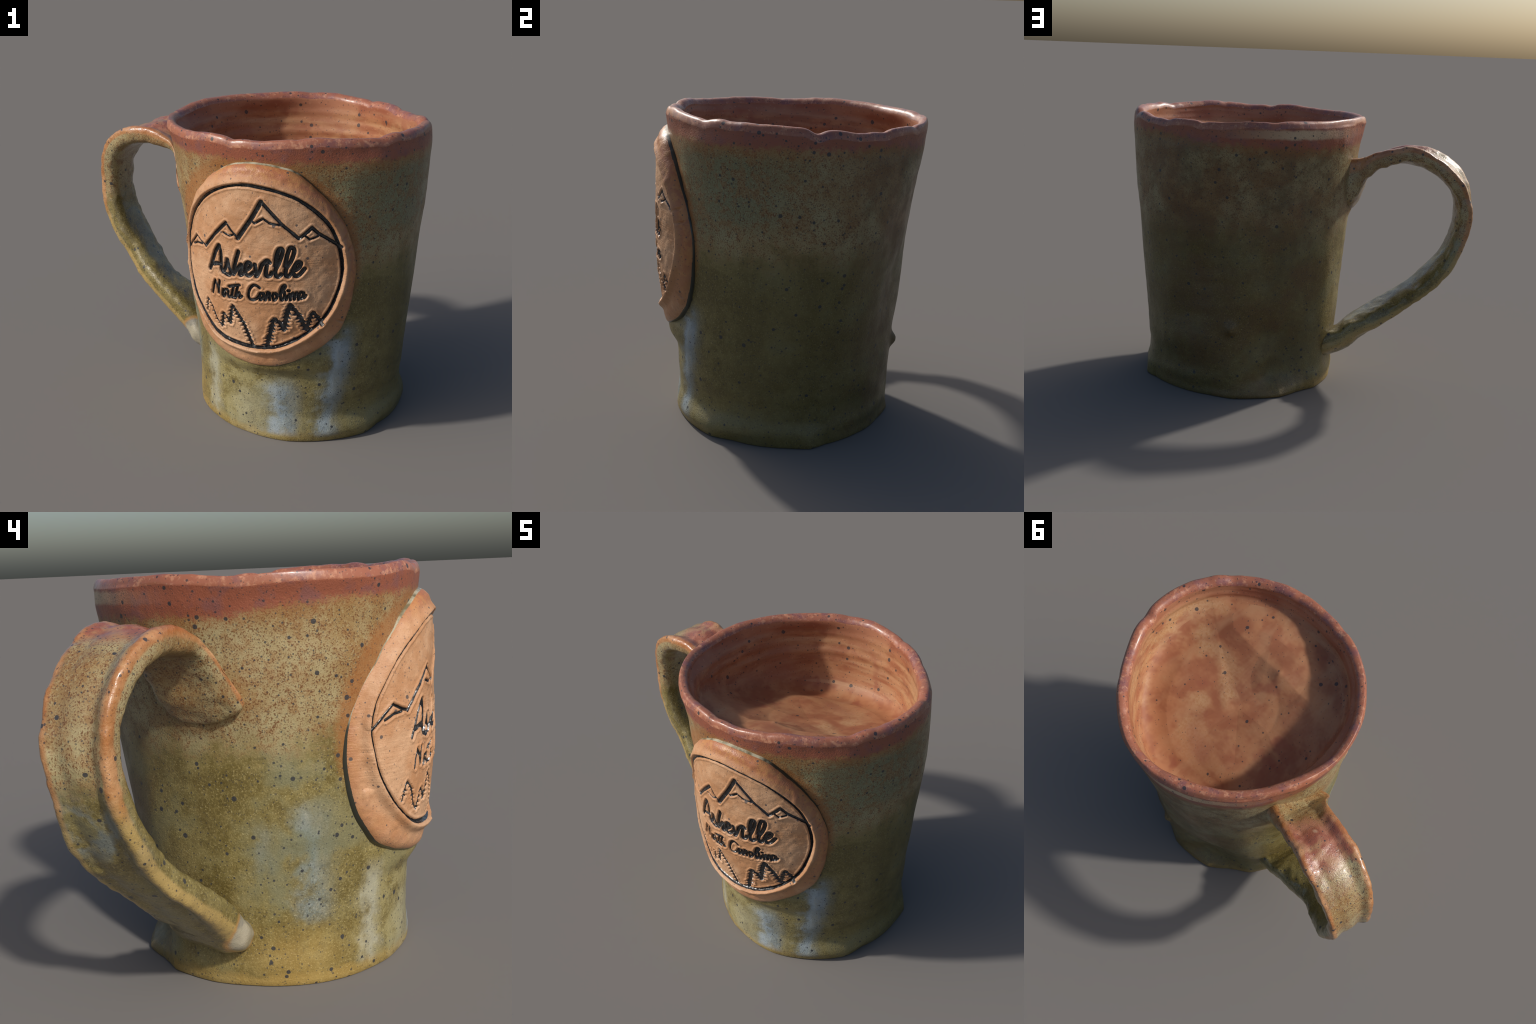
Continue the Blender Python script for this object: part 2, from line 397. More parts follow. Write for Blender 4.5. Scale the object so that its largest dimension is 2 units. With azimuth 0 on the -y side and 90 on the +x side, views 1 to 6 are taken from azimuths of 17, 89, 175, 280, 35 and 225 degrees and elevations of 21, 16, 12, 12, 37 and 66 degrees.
# swellings and dents of the thrown wall: amount, angle, half width, height, half height
DENTS = [(.021, -38, 27, 1.15, .40), (.024, -40, 36, .17, .22), (.020, 114, 14, .98, .34), (-.058, 111, 17, .28, .20), (-.018, 60, 20, .19, .15), (-.014, 93, 9, .33, .2), (.014, 89, 10, .72, .22),
         (-.015, 30, 15, .22, .15), (.046, -90, 30, .462, .062), (.010, 142, 13, .65, .30), (.012, -48, 16, 1.40, .12), (-.015, -142, 28, 1.47, .15), (.032, 146, 12, .14, .09), (.008, 173, 13, .15, .09), (-.028, 103, 9, .12, .09), (.030, 80.5, 3.2, .415, .036), (-.010, 56, 14, 1.0, .12),
         (.014, 62, 18, 1.42, .08), (-.012, 62, 16, 1.12, .12), (-.014, 66, 16, .75, .18), (-.004, 50, 18, .46, .18),
         (.016, 166, 10, 1.10, .07)]

def wrap_deg(d):
    return (d + 180) % 360 - 180

def harmonics(base, table, th):
    return base + sum(a * np.cos((k + 1) * th) + b * np.sin((k + 1) * th) for k, (a, b) in enumerate(table))

def lip_height(th):
    chip = lambda c, w: np.exp(-(((np.degrees(th) - c + 180) % 360 - 180) / w) ** 2)
    jag = np.stack([np.cos(th) * 3, np.sin(th) * 3, 0 * th], -1)
    z = harmonics(1.5990, LIP_Z, th) + 0.0025 * fbm(jag, 3.5, 2, 3)
    return z - 0.022 * chip(7, 3.2) + 0.007 * chip(17, 5) - 0.010 * chip(-104, 3) - 0.008 * chip(40, 4) - 0.007 * chip(63, 2.5) - 0.006 * chip(-40, 3) + 0.005 * chip(-32, 4) - 0.007 * chip(98, 3) + 0.006 * chip(85, 5) - 0.005 * chip(-75, 2.5)

def wall(th, z):
    """outer wall point at local angle th and height z (before lip and noise)"""
    c = hermite(PROFILE[:, 0], PROFILE[:, 1:], z)
    r = (c[..., 0] + c[..., 3] * np.cos(2*th) + c[..., 4] * np.sin(2*th) + c[..., 5] * np.cos(3*th)
         + c[..., 6] * np.sin(3*th) + c[..., 7] * np.cos(4*th) + c[..., 8] * np.sin(4*th))
    return r, c[..., 1], c[..., 2]

def wall_dents(ang_deg, z):
    out = 0.0
    for amt, a0, wa, z0, wz in DENTS:
        out = out + amt * np.exp(-(wrap_deg(ang_deg - a0) / wa)**2) * np.exp(-np.abs((z - z0) / wz)**2.6)
    return out * smoothstep(1.60, 1.50, z) * smoothstep(0.0, 0.06, z)

def wall_radius_about_axis(ang, z):
    """radius of the wall measured from AXIS in direction ang"""
    R = np.full(np.broadcast(ang, z).shape, 0.6)
    for _ in range(5):
        x = AXIS[0] + R * np.cos(ang); y = AXIS[1] + R * np.sin(ang)
        r, cx, cy = wall(np.arctan2(y - hermite(PROFILE[:, 0], PROFILE[:, 3], z)[..., 0], x - hermite(PROFILE[:, 0], PROFILE[:, 2], z)[..., 0]), z)
        d = np.hypot(x - cx, y - cy)
        R = R + (r - d)
    return R + wall_dents(np.degrees(ang), z)

# ------------------------------------------------------------------ floor inside the cup
FACET_SLOPES = rng.uniform(-1, 1, (2, 16, 2)) * .11
FACET_LIFTS = rng.uniform(-.02, .0, (2, 16))

def facets(x, y):
    """continuous surface of flat planes: difference of two upper envelopes"""
    e = [np.max((x[..., None] - .31) * S[:, 0] + (y[..., None] - .02) * S[:, 1] + L, axis=-1) for S, L in zip(FACET_SLOPES, FACET_LIFTS)]
    return e[0] - e[1]

def floor_height(x, y):
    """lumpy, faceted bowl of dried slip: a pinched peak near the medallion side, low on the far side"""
    z = 1.280 - 0.30 * np.maximum(y, -.25)
    r = np.hypot(x - .262, y + .242)
    z = z + 0.040 * np.maximum(0, 1 - r / .16)**1.2
    rr = np.hypot(x - .31, y - .02); th = np.arctan2(y - .02, x - .31)
    side = np.sin(th) * .9 + np.cos(th) * .25
    z = z + .22 * np.maximum(0, rr - .22) * smoothstep(.9, -.4, side)
    for dx, dy, amt, w in ((.42, .12, .026, .20), (.25, -.35, .056, .20), (-.46, .06, -.060, .18), (-.28, .45, -.045, .14), (-.20, .32, .030, .14), (.06, -.46, .035, .14), (-.12, -.42, .03, .12)):
        z = z + amt * np.exp(-((x - .31 - dx)**2 + (y - .02 - dy)**2) / w**2)
    return z + facets(x, y) * smoothstep(.03, .12, r) * smoothstep(.60, .45, rr)

# ------------------------------------------------------------------ build
mug = bpy.data.objects.new("stoneware_mug", None)
bpy.context.scene.collection.objects.link(mug)
mug["label"] = "handmade stoneware mug with speckled olive glaze and stamped clay medallion"
mug["category"] = "mug"

M_BODY = glaze_material("speckled_glaze")
M_HANDLE = glaze_material("strap_glaze", handle=True)
M_RIM = rim_material("red_lip_glaze")
M_IN = interior_material("terracotta_liner")
M_FLOOR = interior_material("terracotta_floor", floor=True)
M_CLAY = clay_material("bare_clay")
M_BLACK = black_material("black_inlay")
M_FOOT = foot_material("foot_clay")
M_SEAM = seam_material("seam_glaze")

def build_body():
    cols = 720
    th = np.arange(cols) / cols * TAU
    zl = lip_height(th)
    rl = harmonics(.6518, LIP_R, th)
    lx, ly = LIP_AXIS[0] + rl * np.cos(th), LIP_AXIS[1] + rl * np.sin(th)
    rows = []
    # outer wall from the foot to just under the lip
    s = np.concatenate([[0.0, 0.006, 0.014], np.linspace(0.024, 1, 300)])
    for k, v in enumerate(s):
        z = v * (zl - 0.036)
        r, cx, cy = wall(th, z)
        x, y = cx + r * np.cos(th), cy + r * np.sin(th)
        ang = np.degrees(np.arctan2(y - AXIS[1], x - AXIS[0])); R = np.hypot(x - AXIS[0], y - AXIS[1])
        fa, fr = np.array(FOOT).T
        w = 1 - smoothstep(0.0, 0.15, z)
        R = R * (1 - w) + w * (np.interp(ang, fa, fr, period=360) - .006 * (1 - smoothstep(0, .012, z)))
        R = R + wall_dents(ang, z)
        rows.append(np.stack([AXIS[0] + R * np.cos(np.radians(ang)), AXIS[1] + R * np.sin(np.radians(ang)), z], -1))
    n_out = len(rows)
    # rounded lip: from wall over the ridge to the inner edge
    o = rows[-1]; inward = np.stack([-np.cos(th), -np.sin(th), 0 * th], -1)
    ridge = np.stack([lx, ly, zl], -1)
    inner = ridge + inward * 0.040; inner[:, 2] = zl - 0.030
    for u in np.linspace(0, 1, 11)[1:]:
        corner = np.stack([o[:, 0], o[:, 1], zl], -1)
        rows.append((1 - u)**2 * o + 2 * u * (1 - u) * (0.75 * corner + 0.25 * ridge) + u**2 * ridge)
    for u in np.linspace(0, 1, 9)[1:]:
        corner = inner.copy(); corner[:, 2] = zl
        rows.append((1 - u)**2 * ridge + 2 * u * (1 - u) * (0.75 * corner + 0.25 * ridge) + u**2 * inner)
    n_lip = len(rows)
    # inner wall with faint throwing rings, rolling over a fillet into the uneven floor
    def inner_radius(z):
        r, cx, cy = wall(th, z)
        deg = np.degrees(th)
        thick = .057 - .010 * np.sin(th) + .024 * np.exp(-(wrap_deg(deg - 180) / 50)**2) + .008 * np.exp(-(wrap_deg(deg) / 40)**2) - .022 * np.exp(-(wrap_deg(deg - 128) / 26)**2)
        ring = .0028 * np.sin(z * 55 + th) + .0018 * np.sin(z * 110 + 2 * np.sin(th))
        r = r - thick - ring - .05 * (1.58 - z) * (1 - np.sin(th))
        return np.stack([cx + r * np.cos(th), cy + r * np.sin(th), z + 0 * th], -1)
    mid = np.array([.305, .017])
    low = inner_radius(1.30)
    zf = floor_height(low[:, 0], low[:, 1])                  # floor level where it meets the wall
    low = inner_radius(zf)
    top_z = zl - 0.030
    knee = zf + .42 * (top_z - zf)
    for u in np.linspace(0, 1, 30)[1:]:
        z = top_z * (1 - u) + knee * u
        p = inner_radius(z); w = smoothstep(0, .45, np.array(u))
        q = inner.copy(); q[:, 2] = z
        rows.append(q * (1 - w) + p * w)
    a = rows[-1]
    c = mid + (low[:, :2] - mid) * .72
    c = np.c_[c, floor_height(c[:, 0], c[:, 1])]
    for u in np.linspace(0, 1, 26)[1:]:
        rows.append((1 - u)**2 * a + 2 * u * (1 - u) * low + u * u * c)
    n_floor = len(rows) - 16
    for u in np.linspace(0, 1, 60)[1:]:
        f = 1 - u * .995
        xy = mid + (c[:, :2] - mid) * f
        rows.append(np.c_[xy, floor_height(xy[:, 0], xy[:, 1])])
    V = np.array(rows)                                # rows x cols x 3
    nrow = len(V)
    flat = V.reshape(-1, 3)
    flat0 = flat.copy()
    rad = flat - [AXIS[0], AXIS[1], 0]; rad[:, 2] = 0; rad /= np.linalg.norm(rad, axis=1, keepdims=True)
    rowid = np.repeat(np.arange(nrow), cols)
    amp = np.where(rowid < n_out, 0.0045, np.where(rowid < n_lip, 0.0030, 0.004))
    n = fbm(flat * [1, 1, .6], 4.2, 3, 11)
    thrown = 0.0010 * np.sin(flat[:, 2] * 70 + 3 * np.sin(rad[:, 0] * 2)) * np.clip(fbm(flat, 3.1, 2, 91) + .2, 0, 1)
    back = smoothstep(.2, .7, rad[:, 1])              # rougher, dented far side
    dent = fbm(flat * [1, 1, .5], 6.5, 2, 29) * 0.005 * back
    low = smoothstep(0.0, 0.05, flat[:, 2])
    flat = flat + rad * ((amp * n + thrown * (rowid < n_out) + dent * (rowid < n_out)) * (0.3 + 0.7 * low))[:, None]
    deep = rowid >= n_floor                            # the floor only heaves up and down
    flat[deep] = flat0[deep]
    lipn = (rowid >= n_out - 4) & (rowid < n_lip)
    flat[:, 2] += np.where(lipn, 0.0008 * fbm(flat, 22, 2, 5), 0)
    F = grid_faces(nrow, cols)
    N = vertex_normals(flat, F)
    fr = F[:, 0] // cols
    make_part("body_wall", flat, F[fr < n_out - 1], M_BODY, mug, N)
    make_part("rim", flat, F[(fr >= n_out - 1) & (fr < n_lip - 1)], M_RIM, mug, N)
    make_part("inner_wall", flat, F[(fr >= n_lip - 1) & (fr < n_floor)], M_IN, mug, N)
    make_part("floor", flat, F[fr >= n_floor], M_FLOOR, mug, N)
    # foot disc
    foot = flat[:cols]
    cen = np.array([[.331, -.004, 0.004]])
    ringin = foot * [.9, .9, 1] + cen * [.1, .1, 0] + [0, 0, .006]
    vv = np.vstack([foot, ringin, cen])
    f = np.concatenate([np.stack([np.arange(cols), np.arange(cols) + cols, (np.arange(cols) + 1) % cols + cols], -1),
                        np.stack([np.arange(cols), (np.arange(cols) + 1) % cols + cols, (np.arange(cols) + 1) % cols], -1),
                        np.stack([np.arange(cols) + cols, np.full(cols, 2 * cols), (np.arange(cols) + 1) % cols + cols], -1)])
    make_part("foot", vv, f, M_FOOT, mug)

# ------------------------------------------------------------------ handle
# strap sections: outer back edge, outer front edge, then either thickness (back, front)
# or, at the root, the inner back and inner front edges themselves
STRAP = [
    ((-.250, .318, 1.400), (-.310, -.012, 1.165), (-.225, .330, 1.130), (-.300, .035, 1.080)),
    ((-.290, .325, 1.412), (-.365, -.022, 1.185), (-.262, .335, 1.135), (-.362, .030, 1.090)),
    ((-.335, .343, 1.428), (-.398, .010, 1.258), (-.310, .340, 1.170), (-.388, .050, 1.140)),
    ((-.385, .362, 1.442), (-.420, .055, 1.338), (-.355, .350, 1.250), (-.402, .080, 1.205)),
    ((-.470, .392, 1.458), (-.466, .104, 1.408), (-.440, .372, 1.320), (-.450, .120, 1.300)),
    ((-.570, .420, 1.452), (-.584, .145, 1.441), 0.116, .138),
    ((-.660, .450, 1.434), (-.680, .169, 1.448), 0.116, .138),
    ((-.740, .472, 1.396), (-.766, .190, 1.435), 0.116, .138),
    ((-.805, .490, 1.350), (-.855, .220, 1.396), 0.116, .138),
    ((-.862, .502, 1.288), (-.932, .250, 1.328), 0.116, .138),
    ((-.907, .510, 1.213), (-.981, .275, 1.238), 0.116, .138),
    ((-.936, .517, 1.125), (-.998, .286, 1.130), 0.116, .138),
    ((-.936, .506, 1.030), (-.998, .286, 1.000), 0.112, .140),
    ((-.912, .494, .920), (-.975, .272, .890), 0.108, .140),
    ((-.868, .488, .808), (-.915, .243, .760), 0.104, .144),
    ((-.805, .468, .690), (-.830, .222, .645), .108, .150),
    ((-.725, .432, .592), (-.735, .172, .535), .106, .150),
    ((-.626, .366, .497), (-.612, .120, .434), .104, .150),
    ((-.528, .335, .428), (-.487, .085, .342), .106, .150),
    ((-.365, .325, .330), (-.388, .056, .256), .118, .146),
    ((-.245, .322, .244), (-.320, .031, .190), .140, .132),
    ((-.080, .295, .186), (-.190, .032, .140), .150, .132),
]

def build_handle():
    per, m = 14, 64
    outB = np.array([r[0] for r in STRAP]); outF = np.array([r[1] for r in STRAP])
    mid = (outB + outF) / 2
    T = np.gradient(mid, axis=0); W = outB - outF
    N = np.cross(T, W); N /= np.linalg.norm(N, axis=1, keepdims=True)
    N *= np.sign(((np.array([-.45, .25, .95]) - mid) * N).sum(1, keepdims=True))
    rows = []
    for k, (b, f, tb, tf) in enumerate(STRAP):
        if np.ndim(tb):
            rows.append(np.concatenate([b, f, tb, tf]))
        else:       # silhouettes were read off the rounded edge, so swell the strap a little
            b, f = outB[k] - N[k] * .029, outF[k] - N[k] * .023
            rows.append(np.concatenate([b, f, b + N[k] * tb, f + N[k] * tf]))
    S = catmull(np.array(rows), per)
    B, Fr, Bi, Fi = S[:, :3], S[:, 3:6], S[:, 6:9], S[:, 9:12]
    Wd = B - Fr; Wd = Wd * 1.08; Fr = Fr - Wd * .037
    a = np.arange(m) / m * TAU
    p = np.sign(np.cos(a)) * np.abs(np.cos(a)) ** .60
    q = -np.sign(np.sin(a)) * np.abs(np.sin(a)) ** .66      # -1 outside .. +1 inside
    u = (p + 1) / 2
    n = len(S)
    V = np.zeros((n, m, 3))
    fade = smoothstep(0, 40, np.arange(n)) * (smoothstep(n - 20, n - 60, np.arange(n)) * 1.25 - .25)
    # the root: a hollow under the arch, then a pad pressed down on the wall
    bell_k = np.interp(np.arange(n) / per, [0, 1, 2, 3, 4, 5.5], [.050, .050, .012, -.034, -.020, .006])
    for k in range(n):
        outer = Fr[k] + u[:, None] * Wd[k]
        inner = Fi[k] + u[:, None] * (Bi[k] - Fi[k])
        inner = inner + (inner - inner.mean(0)) * .08
        v = ((q + 1) / 2)[:, None]
        depth = inner - outer; dn = depth / np.linalg.norm(depth, axis=1, keepdims=True)
        dish = (0.028 * (1 - np.abs(p)**4) + 0.020 * np.exp(-((p + .42) / .24)**2) + 0.008 * np.exp(-((p + .05) / .06)**2) + .008 * np.exp(-((p - .45) / .25)**2)) * np.clip(-q, 0, 1) * fade[k]
        belly = bell_k[k] * (1 - p**2) * np.clip(q, 0, 1)
        V[k] = outer + depth * v + dn * (dish + belly)[:, None]
    flat = V.reshape(-1, 3)
    F = grid_faces(n, m)
    NN = vertex_normals(flat, F)
    if ((NN.reshape(n, m, 3)[n // 2] * (V[n // 2] - V[n // 2].mean(0))).sum() < 0):
        F = F[:, ::-1]; NN = -NN
    P = np.tile(p, n); Q = np.tile(q, n)
    # thumb dents and nicks, strongest on the rough back edge
    lump = (0.007 * fbm(flat, 9, 3, 41) * (0.5 + 0.9 * smoothstep(.3, 1, P)) + 0.0025 * fbm(flat, 30, 2, 43)
            + 0.012 * fbm(flat, 15, 2, 47) * smoothstep(.5, .95, P) * smoothstep(.2, .9, Q))
    flat = flat + NN * lump[:, None]
    NN = vertex_normals(flat, F)
    ob, used = make_part("handle", flat, F, M_HANDLE, mug, NN)
    me = ob.data
    at = me.attributes.new("strap_edge", "FLOAT", "POINT")
    at.data.foreach_set("value", (smoothstep(.45, .92, np.abs(P)) * smoothstep(.35, -.25, Q))[used].astype(np.float32))
    at = me.attributes.new("strap_groove", "FLOAT", "POINT")
    at.data.foreach_set("value", (np.exp(-((P + .05) / .05)**2) * smoothstep(.2, -.4, Q))[used].astype(np.float32))
    at = me.attributes.new("strap_outside", "FLOAT", "POINT")
    at.data.foreach_set("value", smoothstep(.3, -.5, Q)[used].astype(np.float32))

# ------------------------------------------------------------------ medallion
# all drawn in (arc, height) on the pot: arc length from the pot's -y direction
CENTRE = np.array([-.085, .980])
OUTLINE = [(-.109, 1.507), (-.013, 1.506), (.085, 1.490), (.154, 1.466), (.222, 1.417), (.286, 1.358), (.351, 1.285), (.405, 1.204), (.447, 1.107),
           (.474, 1.010), (.475, .905), (.460, .790), (.430, .697), (.391, .634), (.300, .562), (.200, .512), (.100, .474), (0, .452), (-.116, .448),
           (-.250, .465), (-.370, .495), (-.482, .550), (-.575, .655), (-.622, .762), (-.645, .871), (-.645, .960), (-.622, 1.063), (-.576, 1.154),
           (-.507, 1.243), (-.430, 1.330), (-.322, 1.421), (-.210, 1.482)]
RING = [(-.110, 1.408), (-.026, 1.406), (.066, 1.388), (.162, 1.350), (.252, 1.281), (.313, 1.210), (.352, 1.127), (.375, 1.040), (.378, .965), (.362, .893),
        (.325, .800), (.272, .724), (.200, .661), (.128, .618), (.052, .585), (-.032, .572), (-.138, .574), (-.258, .594), (-.350, .650), (-.440, .740),
        (-.495, .835), (-.522, .930), (-.530, 1.014), (-.510, 1.095), (-.465, 1.172), (-.405, 1.250), (-.320, 1.323), (-.215, 1.380)]

LETTERING = {   # handwritten strokes, half width 10 mm (upper line) and 8 mm (lower line)
    "A_left": [(-.312, .946), (-.294, .983), (-.272, 1.036), (-.248, 1.076), (-.239, 1.083)],
    "A_right": [(-.239, 1.083), (-.232, 1.046), (-.232, .997), (-.232, .963), (-.222, .949)],
    "A_bar": [(-.286, .976), (-.261, .984), (-.239, .986)],
    "s_up": [(-.222, .949), (-.203, .98), (-.19, 1.022)],
    "s_bowl": [(-.19, 1.022), (-.184, .985), (-.173, .96), (-.187, .942), (-.207, .946)],
    "h_stem": [(-.128, 1.075), (-.144, 1.024), (-.16, .961)],
    "h_arch": [(-.16, .951), (-.136, .985), (-.114, 1.01), (-.115, .989), (-.124, .965), (-.119, .955), (-.104, .967)],
    "e": [(-.096, .982), (-.079, .994), (-.065, 1.011), (-.072, 1.027), (-.086, 1.02), (-.094, .99), (-.089, .964), (-.073, .961), (-.051, .98)],
    "v": [(-.045, 1.019), (-.04, .991), (-.038, .962), (-.021, .993), (-.008, 1.026), (.015, 1.047), (.027, 1.038)],
    "i": [(.013, 1.023), (.01, .991), (.012, .969), (.028, .971), (.039, .989)],
    "l": [(.054, 1.023), (.061, 1.078), (.073, 1.11), (.088, 1.105), (.082, 1.072), (.071, 1.041), (.056, 1.007), (.054, .983), (.065, .968), (.082, .981)],
    "l_again": [(.1, 1.025), (.108, 1.075), (.122, 1.115), (.139, 1.112), (.14, 1.089), (.126, 1.049), (.105, 1.011), (.102, .982), (.113, .971), (.128, .987)],
    "e_end": [(.134, 1.001), (.152, 1.006), (.169, 1.024), (.172, 1.041), (.156, 1.044), (.14, 1.015), (.137, .992), (.148, .973), (.167, .981), (.19, 1.01)],
}
LETTERING_SMALL = {
    "N_left": [(-.295, .821), (-.285, .864), (-.274, .892)],
    "N_slope": [(-.274, .892), (-.26, .864), (-.253, .831)],
    "N_right": [(-.253, .831), (-.249, .865), (-.244, .898)],
    "o": [(-.221, .855), (-.229, .83), (-.222, .819), (-.21, .838), (-.218, .855)],
    "r": [(-.206, .861), (-.191, .86), (-.194, .837), (-.187, .824), (-.176, .834)],
    "t_bar": [(-.186, .881), (-.156, .892), (-.126, .902)],
    "t_stem": [(-.159, .89), (-.167, .856), (-.171, .83), (-.157, .828)],
    "h_stem": [(-.134, .898), (-.145, .858), (-.152, .827)],
    "h_arch": [(-.152, .827), (-.138, .85), (-.127, .862), (-.127, .835), (-.114, .846)],
    "C": [(-.021, .904), (-.036, .914), (-.052, .914), (-.069, .895), (-.078, .866), (-.074, .842), (-.055, .835), (-.036, .847), (-.027, .858)],
    "a": [(-.004, .876), (-.018, .875), (-.023, .855), (-.018, .841), (-.006, .859), (-.003, .877), (-.001, .85), (.005, .843), (.012, .866)],
    "r_again": [(.012, .866), (.017, .883), (.027, .879), (.024, .86), (.027, .845)],
    "o_again": [(.045, .881), (.04, .863), (.047, .844), (.061, .862), (.054, .881), (.065, .874)],
    "l": [(.072, .87), (.087, .895), (.101, .917), (.096, .926), (.083, .907), (.077, .875), (.083, .846), (.096, .863)],
    "i": [(.096, .89), (.099, .866), (.105, .849), (.113, .871)],
    "i_dot": [(.113, .898), (.119, .897)],
    "n_stem": [(.122, .881), (.124, .849)],
    "n_arch": [(.124, .859), (.135, .886), (.141, .871), (.143, .853), (.154, .888), (.16, .868), (.164, .852)],
    "a_end": [(.188, .886), (.173, .889), (.166, .868), (.177, .855), (.188, .881), (.189, .859), (.199, .871)],
}
MOUNTAINS = {   # name: (half width, points)
    "foothill": (.0055, [(-.528, 1.0), (-.424, 1.088), (-.376, 1.066), (-.342, 1.057)]),
    "hill_up": (.0085, [(-.342, 1.057), (-.259, 1.146), (-.195, 1.209)]),
    "hill_down": (.0055, [(-.195, 1.209), (-.166, 1.176), (-.131, 1.142)]),
    "peak_up": (.0110, [(-.131, 1.142), (-.062, 1.247), (-.013, 1.336)]),
    "peak_down": (.0085, [(-.013, 1.336), (.081, 1.234), (.163, 1.163)]),
    "shoulder_up": (.0085, [(.163, 1.163), (.188, 1.183), (.223, 1.214)]),
    "shoulder_down": (.0085, [(.223, 1.214), (.256, 1.183), (.301, 1.153), (.368, 1.108)]),
    "snow_foothill": (.005, [(-.467, 1.032), (-.42, 1.051), (-.376, 1.056)]),
    "snow_hill": (.005, [(-.21, 1.157), (-.174, 1.147), (-.148, 1.161), (-.133, 1.148)]),
    "snow_peak": (.0055, [(-.062, 1.243), (-.044, 1.229), (-.003, 1.256), (.025, 1.235), (.056, 1.23), (.094, 1.228)]),
    "snow_shoulder": (.005, [(.188, 1.179), (.214, 1.157), (.246, 1.169), (.263, 1.179)]),
}
PINES = [       # (half width, side line from tip or foot)
    (.0055, [(-.340, .776), (-.350, .748), (-.362, .700)]),
    (.0050, [(-.340, .776), (-.312, .744), (-.297, .709), (-.281, .673), (-.253, .645)]),
    (.0075, [(-.253, .645), (-.240, .693), (-.231, .728)]),
    (.0070, [(-.231, .728), (-.212, .708), (-.194, .678)]),
    (.0080, [(-.194, .678), (-.183, .731), (-.169, .786)]),
    (.0080, [(-.169, .786), (-.132, .729), (-.110, .687), (-.094, .642), (-.077, .590), (-.066, .574)]),
    (.0100, [(.004, .579), (.020, .644), (.033, .694), (.045, .746)]),
    (.0100, [(.045, .746), (.073, .721), (.092, .682)]),
    (.0110, [(.092, .682), (.102, .740), (.110, .778), (.126, .824)]),
    (.0100, [(.126, .824), (.155, .781), (.176, .748), (.187, .714), (.206, .683)]),
    (.0085, [(.206, .683), (.214, .725), (.233, .782)]),
    (.0085, [(.233, .782), (.257, .750), (.278, .712)]),
]

def face_radius(a, z):
    """slightly domed face of the medallion, measured from the pot axis"""
    return .700 - np.where(a > -.08, .19, .24) * (a + .08)**2 - .25 * np.maximum(0, .95 - z)**2 - .15 * np.maximum(0, z - 1.2)**2

def stroke_field(A, Z, strokes):
    """signed distance (distance minus half width) to a set of polyline strokes"""
    D = np.full(A.shape, 9.0)
    for pts, hw in strokes:
        pts = np.asarray(pts); hw = np.broadcast_to(hw, len(pts))
        pad = hw.max() + .03
        sel = np.where((A > pts[:, 0].min() - pad) & (A < pts[:, 0].max() + pad) & (Z > pts[:, 1].min() - pad) & (Z < pts[:, 1].max() + pad))[0]
        if not len(sel):
            continue
        a, z = A[sel], Z[sel]; best = np.full(len(sel), 9.0)
        for k in range(len(pts) - 1):
            d = pts[k + 1] - pts[k]; L = max(d @ d, 1e-12)
            t = np.clip(((a - pts[k, 0]) * d[0] + (z - pts[k, 1]) * d[1]) / L, 0, 1)
            dist = np.hypot(a - pts[k, 0] - t * d[0], z - pts[k, 1] - t * d[1]) - (hw[k] * (1 - t) + hw[k + 1] * t)
            best = np.minimum(best, dist)
        D[sel] = np.minimum(D[sel], best)
    return D

def pine_strokes(points, hw, seed):
    """side of a pine: a stem line plus tiers of short drooping branches on both sides"""
    c = catmull(points, 24)
    s = np.concatenate([[0], np.cumsum(np.hypot(*np.diff(c, axis=0).T))])
    g = np.random.default_rng(100 + seed)
    up = c[-1] if c[-1, 1] > c[0, 1] else c[0]
    out = [(c, hw * (.45 + .35 * smoothstep(0, .05, np.hypot(*(c - up).T))))]
    k = .010
    while k < s[-1] - .004:
        p = np.array([np.interp(k, s, c[:, 0]), np.interp(k, s, c[:, 1])])
        reach = .6 + .4 * min(1, np.hypot(*(p - up)) / .05)
        for side in (-1, 1):
            tip = p + np.array([side * hw * g.uniform(1.5, 2.3), -hw * g.uniform(.4, 1.2)]) * reach
            out.append((np.array([p, tip]), np.array([hw * .95, .0010])))
        k += g.uniform(.017, .026)
    return out

